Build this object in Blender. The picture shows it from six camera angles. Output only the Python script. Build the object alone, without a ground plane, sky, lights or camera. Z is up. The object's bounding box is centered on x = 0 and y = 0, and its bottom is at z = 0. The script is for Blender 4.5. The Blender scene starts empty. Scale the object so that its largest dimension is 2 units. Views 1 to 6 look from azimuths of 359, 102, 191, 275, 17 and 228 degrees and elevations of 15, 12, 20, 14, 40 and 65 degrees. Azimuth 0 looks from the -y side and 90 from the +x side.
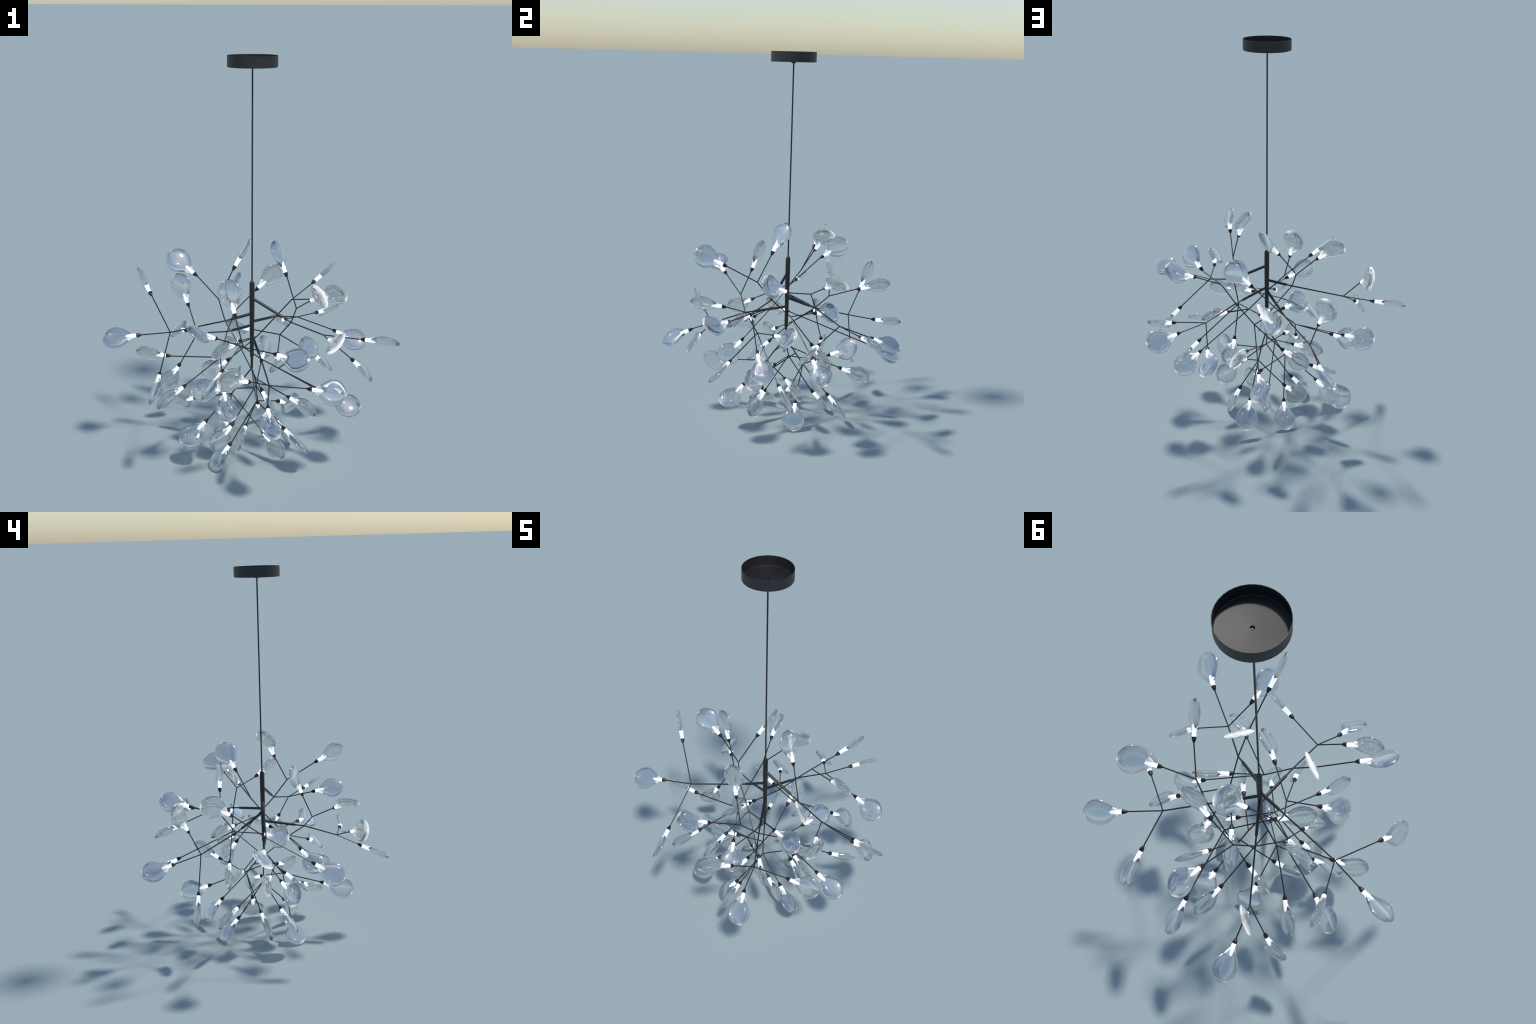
"""Branching pendant chandelier: round ceiling cup, rod, stem, five forked arms, three
hanging sprays under the stem, and 55 small lamps, each a black socket, a white light
rod and a clear glass leaf."""
import bpy, math
from mathutils import Vector, Matrix

STEM_X, STEM_Y = 0.020, 0.024          # the stem stands a little off the box centre

# Every lamp: (mouth of the socket, direction it points, turn of the leaf in degrees,
# reach from socket to leaf tip).
# An arm runs stem -> fork -> crown; from the fork one twig rises and one drops.
ARMS = [
    dict(root=0.751, fork=(-0.112, 0.006, 0.720), crown=(-0.381, -0.024, 0.672), crown_lamps=[
            ((-0.547, -0.025, 0.657), (-0.995, -0.046, -0.092), 142, 0.165),
            ((-0.491, 0.144, 0.826), (-0.429, 0.750, 0.503), 77, 0.168),
            ((-0.419, -0.272, 0.546), (-0.154, -0.875, -0.459), 54, 0.165),
        ],
        upper=(-0.145, 0.070, 0.812), upper_lamps=[
            ((-0.063, 0.161, 0.956), (0.468, 0.506, 0.724), 142, 0.165),
            ((-0.269, 0.122, 0.932), (-0.760, 0.243, 0.603), 129, 0.163),
        ],
        lower=(-0.040, -0.070, 0.614), lower_lamps=[
            ((0.139, -0.160, 0.604), (0.885, -0.456, -0.089), 51, 0.168),
            ((-0.132, -0.190, 0.523), (-0.513, -0.649, -0.561), 32, 0.161),
            ((0.068, -0.218, 0.438), (0.428, -0.585, -0.689), 117, 0.159),
        ]),
    dict(root=0.691, fork=(-0.104, 0.160, 0.610), crown=(-0.263, 0.330, 0.542), crown_lamps=[
            ((-0.333, 0.476, 0.506), (-0.449, 0.872, -0.196), 140, 0.163),
            ((-0.316, 0.387, 0.692), (-0.365, 0.344, 0.865), 109, 0.167),
            ((-0.367, 0.335, 0.354), (-0.534, 0.016, -0.846), 68, 0.162),
        ],
        upper=(-0.065, 0.242, 0.694), upper_lamps=[
            ((-0.068, 0.414, 0.749), (-0.040, 0.969, 0.244), 132, 0.162),
            ((0.057, 0.261, 0.813), (0.721, 0.094, 0.686), 110, 0.162),
        ],
        lower=(-0.138, 0.038, 0.516), lower_lamps=[
            ((-0.412, 0.098, 0.505), (-0.959, 0.283, 0.006), 55, 0.163),
            ((-0.321, -0.096, 0.412), (-0.736, -0.548, -0.398), 66, 0.165),
            ((-0.118, -0.101, 0.389), (0.129, -0.729, -0.672), 162, 0.159),
        ]),
    dict(root=0.710, fork=(0.147, 0.201, 0.678), crown=(0.267, 0.348, 0.624), crown_lamps=[
            ((0.384, 0.476, 0.607), (0.672, 0.732, -0.113), 134, 0.168),
            ((0.467, 0.266, 0.570), (0.881, -0.358, -0.309), 44, 0.165),
            ((0.214, 0.518, 0.555), (-0.258, 0.884, -0.390), 40, 0.162),
        ],
        upper=(0.226, 0.187, 0.772), upper_lamps=[
            ((0.364, 0.080, 0.812), (0.683, -0.628, 0.373), 117, 0.162),
            ((0.349, 0.282, 0.842), (0.674, 0.625, 0.395), 141, 0.166),
        ],
        lower=(0.049, 0.200, 0.568), lower_lamps=[
            ((-0.070, 0.007, 0.592), (-0.597, -0.800, 0.051), 65, 0.168),
            ((-0.107, 0.201, 0.435), (-0.802, -0.025, -0.596), 102, 0.155),
            ((-0.038, 0.499, 0.436), (-0.239, 0.880, -0.410), 39, 0.163),
        ]),
    dict(root=0.832, fork=(0.211, -0.023, 0.721), crown=(0.363, -0.096, 0.681), crown_lamps=[
            ((0.557, -0.176, 0.684), (0.902, -0.430, 0.049), 139, 0.168),
            ((0.376, -0.250, 0.711), (0.200, -0.966, 0.162), 47, 0.164),
            ((0.522, -0.025, 0.520), (0.628, 0.353, -0.693), 32, 0.166),
        ],
        upper=(0.231, -0.097, 0.816), upper_lamps=[
            ((0.180, -0.027, 0.976), (-0.326, 0.361, 0.874), 17, 0.165),
            ((0.288, -0.270, 0.912), (0.280, -0.854, 0.438), 113, 0.163),
        ],
        lower=(0.162, 0.072, 0.624), lower_lamps=[
            ((0.016, 0.186, 0.613), (-0.745, 0.659, -0.101), 56, 0.166),
            ((0.346, 0.227, 0.455), (0.603, 0.519, -0.605), 32, 0.164),
            ((0.158, 0.195, 0.471), (0.029, 0.617, -0.786), 135, 0.155),
        ]),
    dict(root=0.640, fork=(0.059, -0.198, 0.599), crown=(0.093, -0.375, 0.536), crown_lamps=[
            ((0.083, -0.511, 0.478), (0.051, -0.897, -0.440), 148, 0.165),
            ((-0.009, -0.453, 0.587), (-0.780, -0.547, 0.305), 78, 0.168),
            ((0.288, -0.390, 0.522), (0.986, -0.098, -0.133), 67, 0.160),
        ],
        upper=(-0.025, -0.245, 0.676), upper_lamps=[
            ((-0.158, -0.371, 0.767), (-0.675, -0.604, 0.423), 154, 0.168),
            ((-0.066, -0.190, 0.823), (-0.229, 0.313, 0.922), 126, 0.163),
        ],
        lower=(0.148, -0.109, 0.515), lower_lamps=[
            ((0.246, 0.008, 0.538), (0.623, 0.775, 0.106), 53, 0.165),
            ((0.387, -0.206, 0.417), (0.850, -0.365, -0.380), 38, 0.165),
            ((0.390, 0.064, 0.309), (0.643, 0.536, -0.547), 131, 0.163),
        ]),
]
ROOTS = [
    dict(crown=(0.043, -0.075, 0.330), crown_lamps=[
            ((-0.016, -0.304, 0.296), (-0.234, -0.954, -0.186), 80, 0.166),
            ((0.179, -0.178, 0.222), (0.660, -0.530, -0.533), 151, 0.160),
            ((-0.095, -0.127, 0.114), (-0.600, -0.268, -0.754), 175, 0.147),
            ((0.158, 0.057, 0.269), (0.628, 0.674, -0.389), 107, 0.160),
        ],
        side=(0.032, -0.037, 0.384), side_lamps=[
            ((-0.125, -0.019, 0.370), (-0.983, 0.124, -0.133), 107, 0.162),
        ]),
    dict(crown=(-0.082, 0.024, 0.327), crown_lamps=[
            ((-0.104, 0.168, 0.116), (-0.169, 0.645, -0.746), 169, 0.152),
            ((-0.215, -0.082, 0.220), (-0.673, -0.525, -0.521), 146, 0.159),
            ((-0.276, 0.146, 0.251), (-0.761, 0.535, -0.368), 64, 0.162),
            ((0.078, -0.079, 0.158), (0.612, -0.381, -0.693), 96, 0.155),
        ],
        side=(-0.026, 0.023, 0.404), side_lamps=[
            ((-0.052, 0.331, 0.289), (-0.048, 0.950, -0.309), 112, 0.160),
        ]),
    dict(crown=(0.044, 0.127, 0.328), crown_lamps=[
            ((0.077, 0.284, 0.408), (0.195, 0.873, 0.447), 62, 0.162),
            ((-0.086, 0.037, 0.143), (-0.555, -0.406, -0.726), 103, 0.161),
            ((0.057, 0.276, 0.164), (0.045, 0.664, -0.747), 152, 0.158),
            ((0.152, 0.109, 0.139), (0.443, 0.006, -0.896), 164, 0.151),
        ],
        side=(0.037, 0.084, 0.385), side_lamps=[
            ((0.211, -0.036, 0.326), (0.780, -0.556, -0.288), 112, 0.161),
        ]),
]


# ------------------------------------------------------------------ materials
def material(name, **kw):
    m = bpy.data.materials.new(name)
    m.use_nodes = True
    b = m.node_tree.nodes['Principled BSDF']
    for k, val in kw.items():
        b.inputs[k.replace('_', ' ')].default_value = val
    return m, b

def black_metal(name, colour, rough):
    m, b = material(name, Roughness=rough)
    nt = m.node_tree
    tc = nt.nodes.new('ShaderNodeTexCoord')
    no = nt.nodes.new('ShaderNodeTexNoise')
    no.inputs['Scale'].default_value = 60.0
    no.inputs['Detail'].default_value = 3.0
    ramp = nt.nodes.new('ShaderNodeValToRGB')
    ramp.color_ramp.elements[0].position = 0.3
    ramp.color_ramp.elements[0].color = (*[c * 0.9 for c in colour], 1)
    ramp.color_ramp.elements[1].position = 0.7
    ramp.color_ramp.elements[1].color = (*[c * 1.1 for c in colour], 1)
    nt.links.new(tc.outputs['Object'], no.inputs['Vector'])
    nt.links.new(no.outputs['Fac'], ramp.inputs['Fac'])
    nt.links.new(ramp.outputs['Color'], b.inputs['Base Color'])
    return m

MAT_CUP = black_metal('black_painted_steel', (0.013, 0.013, 0.0135), 0.48)
MAT_WIRE = black_metal('black_wire', (0.010, 0.010, 0.0105), 0.4)
MAT_SOCKET = black_metal('black_socket_plastic', (0.010, 0.010, 0.0105), 0.35)
MAT_LIGHT, _b = material('glowing_white_light', Base_Color=(0.95, 0.95, 0.95, 1), Roughness=0.4)
_b.inputs['Emission Color'].default_value = (1, 1, 1, 1)
_b.inputs['Emission Strength'].default_value = 0.9
MAT_GLASS, _b = material('clear_glass', Base_Color=(0.90, 0.90, 0.90, 1), Roughness=0.0, IOR=1.45, Metallic=0.27)
_b.inputs['Transmission Weight'].default_value = 1.0

# ------------------------------------------------------------------ helpers
def new_object(name, verts, faces, mat, parent=None, smooth=40):
    me = bpy.data.meshes.new(name)
    me.from_pydata([tuple(p) for p in verts], [], faces)
    me.materials.append(mat)
    me.update()
    me.shade_smooth() if hasattr(me, 'shade_smooth') else None
    if smooth is not None:
        me.set_sharp_from_angle(angle=math.radians(smooth))
    ob = bpy.data.objects.new(name, me)
    bpy.context.scene.collection.objects.link(ob)
    if parent:
        ob.parent = parent
    return ob

def lathe(profile, n, cx=0.0, cy=0.0, close_start=True, close_end=True):
    """Turn a (radius, z) profile about the vertical through (cx, cy)."""
    vs, fs = [], []
    for r, z in profile:
        for i in range(n):
            a = 2 * math.pi * (i + 0.5) / n
            vs.append((cx + r * math.cos(a), cy + r * math.sin(a), z))
    for j in range(len(profile) - 1):
        for i in range(n):
            k = (i + 1) % n
            fs.append((j * n + i, j * n + k, (j + 1) * n + k, (j + 1) * n + i))
    if close_start:
        fs.append(tuple(reversed(range(n))))
    if close_end:
        fs.append(tuple((len(profile) - 1) * n + i for i in range(n)))
    return vs, fs

def tube(points, radii, n=10):
    """Round bar through points with a radius at each, ends closed."""
    pts = [Vector(p) for p in points]
    vs, fs = [], []
    up = None
    for j, p in enumerate(pts):
        d = Vector()
        if j > 0:
            d += (p - pts[j - 1]).normalized()
        if j < len(pts) - 1:
            d += (pts[j + 1] - p).normalized()
        d.normalize()
        if up is None:
            up = d.orthogonal().normalized()
        else:
            up = (up - d * up.dot(d)).normalized()
        side = d.cross(up)
        for i in range(n):
            a = 2 * math.pi * i / n
            vs.append(p + (up * math.cos(a) + side * math.sin(a)) * radii[j])
    for j in range(len(pts) - 1):
        for i in range(n):
            k = (i + 1) % n
            fs.append((j * n + i, j * n + k, (j + 1) * n + k, (j + 1) * n + i))
    fs.append(tuple(reversed(range(n))))
    fs.append(tuple((len(pts) - 1) * n + i for i in range(n)))
    return vs, fs

def join(parts):
    vs, fs = [], []
    for v, f in parts:
        o = len(vs)
        vs += v
        fs += [tuple(i + o for i in q) for q in f]
    return vs, fs

def smooth_curve(keys, t):
    """Monotone-ish cubic through (t, value) keys."""
    for i in range(len(keys) - 1):
        if t <= keys[i + 1][0] or i == len(keys) - 2:
            t0, v0 = keys[i]
            t1, v1 = keys[i + 1]
            tm, vm = keys[max(i - 1, 0)]
            tp, vp = keys[min(i + 2, len(keys) - 1)]
            h = t1 - t0
            m0 = (v1 - vm) / (t1 - tm) * h
            m1 = (vp - v0) / (tp - t0) * h
            s = (t - t0) / h
            return ((2 * s**3 - 3 * s**2 + 1) * v0 + (s**3 - 2 * s**2 + s) * m0
                    + (-2 * s**3 + 3 * s**2) * v1 + (s**3 - s**2) * m1)

# ------------------------------------------------------------------ lamp pieces
def glass_leaf_mesh():
    """Solid glass leaf: tear shape, lens-like cross-section, narrow collar at the clip."""
    width = [(0.013, 0.0080), (0.019, 0.0128), (0.026, 0.0186), (0.034, 0.0246), (0.046, 0.0332),
             (0.060, 0.0440), (0.074, 0.0530), (0.088, 0.0588), (0.101, 0.0606), (0.114, 0.0596),
             (0.128, 0.0552), (0.141, 0.0474), (0.152, 0.0368), (0.160, 0.0250), (0.1652, 0.0125), (0.167, 0.0)]
    thick = [(0.013, 0.0078), (0.019, 0.0094), (0.026, 0.0103), (0.040, 0.0112), (0.056, 0.0126), (0.074, 0.0140),
             (0.101, 0.0147), (0.128, 0.0132), (0.148, 0.0100), (0.160, 0.0066), (0.167, 0.0)]
    rows, n = 52, 48
    z0, z1 = 0.013, 0.167
    vs, fs = [], []
    for j in range(rows):
        s = j / rows
        z = z0 + (z1 - z0) * (1 - (1 - s) ** 1.5)
        w = max(smooth_curve(width, z), 0.0004)
        t = max(smooth_curve(thick, z), 0.0003)
        t = min(t, w)
        for i in range(n):
            a = 2 * math.pi * i / n
            q = math.sin(a)
            vs.append((w * math.cos(a), t * math.copysign(abs(q) ** 1.1, q), z))
    for j in range(rows - 1):
        for i in range(n):
            k = (i + 1) % n
            fs.append((j * n + i, j * n + k, (j + 1) * n + k, (j + 1) * n + i))
    fs.append(tuple(reversed(range(n))))
    vs.append((0, 0, z1))
    for i in range(n):
        fs.append(((rows - 1) * n + i, (rows - 1) * n + (i + 1) % n, len(vs) - 1))
    return vs, fs

def light_rod_mesh():
    """White light rod: stands in the socket, its rounded end is cast into the leaf."""
    prof = [(0.0090, 0.0000), (0.0090, 0.0080), (0.0087, 0.0160), (0.0082, 0.0240), (0.0076, 0.0320),
            (0.0070, 0.0400), (0.0064, 0.0460), (0.0055, 0.0498), (0.0040, 0.0522), (0.0020, 0.0533), (0.0005, 0.0535)]
    return lathe(prof, 24)

def socket_mesh():
    prof = [(0.0026, -0.0250), (0.0042, -0.0234), (0.0061, -0.0200), (0.0081, -0.0150),
            (0.0096, -0.0095), (0.0103, -0.0040), (0.0104, -0.0006), (0.0100, 0.0002)]
    return lathe(prof, 20)

# ------------------------------------------------------------------ build
thing = bpy.data.objects.new('chandelier', None)
bpy.context.scene.collection.objects.link(thing)
thing['label'] = 'black branching pendant chandelier with clear glass leaf lamps'
thing['category'] = 'chandelier'

# ceiling cup: open at the top, rounded inner corner, cable hole in its floor
R, T = 0.1185, 0.0016
cup = [(0.0080, 1.9465), (R - 0.003, 1.9465), (R, 1.9480), (R, 2.0000), (R - T, 2.0000),
       (R - T, 1.9540), (R - T - 0.0012, 1.9508), (R - T - 0.004, 1.9490), (R - T - 0.0048, 1.9489),
       (0.0100, 1.9489), (0.0080, 1.9488)]
v, f = lathe(cup, 36, STEM_X, STEM_Y, False, False)
n = 36
f += [((len(cup) - 1) * n + i, (len(cup) - 1) * n + (i + 1) % n, (i + 1) % n, i) for i in range(n)]
new_object('ceiling_cup', v, f, MAT_CUP, thing, 35)
grip = [(0.0040, 1.9402), (0.0115, 1.9402), (0.0115, 1.9463), (0.0082, 1.9463), (0.0080, 1.9420), (0.0040, 1.9415)]
v, f = lathe(grip, 24, STEM_X, STEM_Y, False, False)
f += [((len(grip) - 1) * 24 + i, (len(grip) - 1) * 24 + (i + 1) % 24, (i + 1) % 24, i) for i in range(24)]
new_object('cable_grip', v, f, MAT_CUP, thing)
v, f = lathe([(0.0039, 0.915), (0.0039, 1.9440)], 12, STEM_X, STEM_Y)
new_object('suspension_rod', v, f, MAT_WIRE, thing)

stem_prof = [(0.0030, 0.4640), (0.0062, 0.4645), (0.0066, 0.5262), (0.0096, 0.5268), (0.0102, 0.620),
             (0.0118, 0.720), (0.0127, 0.800), (0.0127, 0.9020), (0.0122, 0.9070), (0.0108, 0.9120),
             (0.0082, 0.9165), (0.0052, 0.9195), (0.0040, 0.9215)]
v, f = lathe(stem_prof, 24, STEM_X, STEM_Y)
new_object('stem', v, f, MAT_WIRE, thing, 30)

LEAF = new_object('glass_leaf', *glass_leaf_mesh(), MAT_GLASS, None, None)
CLIP = new_object('light_rod', *light_rod_mesh(), MAT_LIGHT, None, 40)
SOCKET = new_object('lamp_socket', *socket_mesh(), MAT_SOCKET, None, 40)
masters = (SOCKET, CLIP, LEAF)
lamp_count = 0

def add_lamp(base, direction, turn, reach):
    global lamp_count
    a = Vector(direction).normalized()
    e1 = a.cross(Vector((0, 0, 1))).normalized()
    e2 = a.cross(e1)
    ph = math.radians(turn)
    w = e1 * math.cos(ph) + e2 * math.sin(ph)
    nrm = a.cross(w)
    m = Matrix.Identity(4)
    for r in range(3):
        m[r][0], m[r][1], m[r][2], m[r][3] = w[r], nrm[r], a[r], base[r]
    if lamp_count == 0:
        s, c, l = masters
    else:
        s, c, l = (o.copy() for o in masters)
        for o in (s, c, l):
            bpy.context.scene.collection.objects.link(o)
    s.parent = thing
    s.matrix_local = m
    for o in (c, l):
        o.parent = s
        o.matrix_local = Matrix.Identity(4)
    l.scale = (1, 1, reach / 0.167)
    lamp_count += 1
    return Vector(base) - a * 0.0243

WIRE = 0.0029

def add_twigs(parent, node, lamps):
    for base, direction, turn, reach in lamps:
        foot = add_lamp(base, direction, turn, reach)
        a = Vector(direction).normalized()
        v, f = tube([node, foot - a * 0.004, foot + a * 0.004], [WIRE, WIRE, WIRE], 8)
        new_object('twig', v, f, MAT_WIRE, parent)

def mixed(a, b, t):
    return Vector(a).lerp(Vector(b), t)

for arm in ARMS:
    root = Vector((STEM_X, STEM_Y, arm['root']))
    fork, crown = Vector(arm['fork']), Vector(arm['crown'])
    step = root.lerp(fork, 0.78)
    d = (fork - root).normalized()
    thick = tube([root, root.lerp(fork, 0.4), step, step + d * 0.0015], [0.0072, 0.0070, 0.0066, 0.0050], 14)
    ext = (crown - fork).normalized()
    thin = tube([step, fork, crown + ext * 0.002], [0.0039, 0.0037, 0.0032], 10)
    branch = new_object('branch', *join([thick, thin]), MAT_WIRE, thing, 30)
    add_twigs(branch, crown, arm['crown_lamps'])
    for key in ('upper', 'lower'):
        node = Vector(arm[key])
        v, f = tube([fork, node], [0.0031, 0.0030], 8)
        new_object('twig', v, f, MAT_WIRE, branch)
        add_twigs(branch, node, arm[key + '_lamps'])

for spray in ROOTS:
    root = Vector((STEM_X, STEM_Y, 0.4660))
    v, f = tube([root, spray['side'], spray['crown']], [0.0037, 0.0034, 0.0031], 10)
    branch = new_object('branch', v, f, MAT_WIRE, thing, 30)
    add_twigs(branch, spray['side'], spray['side_lamps'])
    add_twigs(branch, spray['crown'], spray['crown_lamps'])
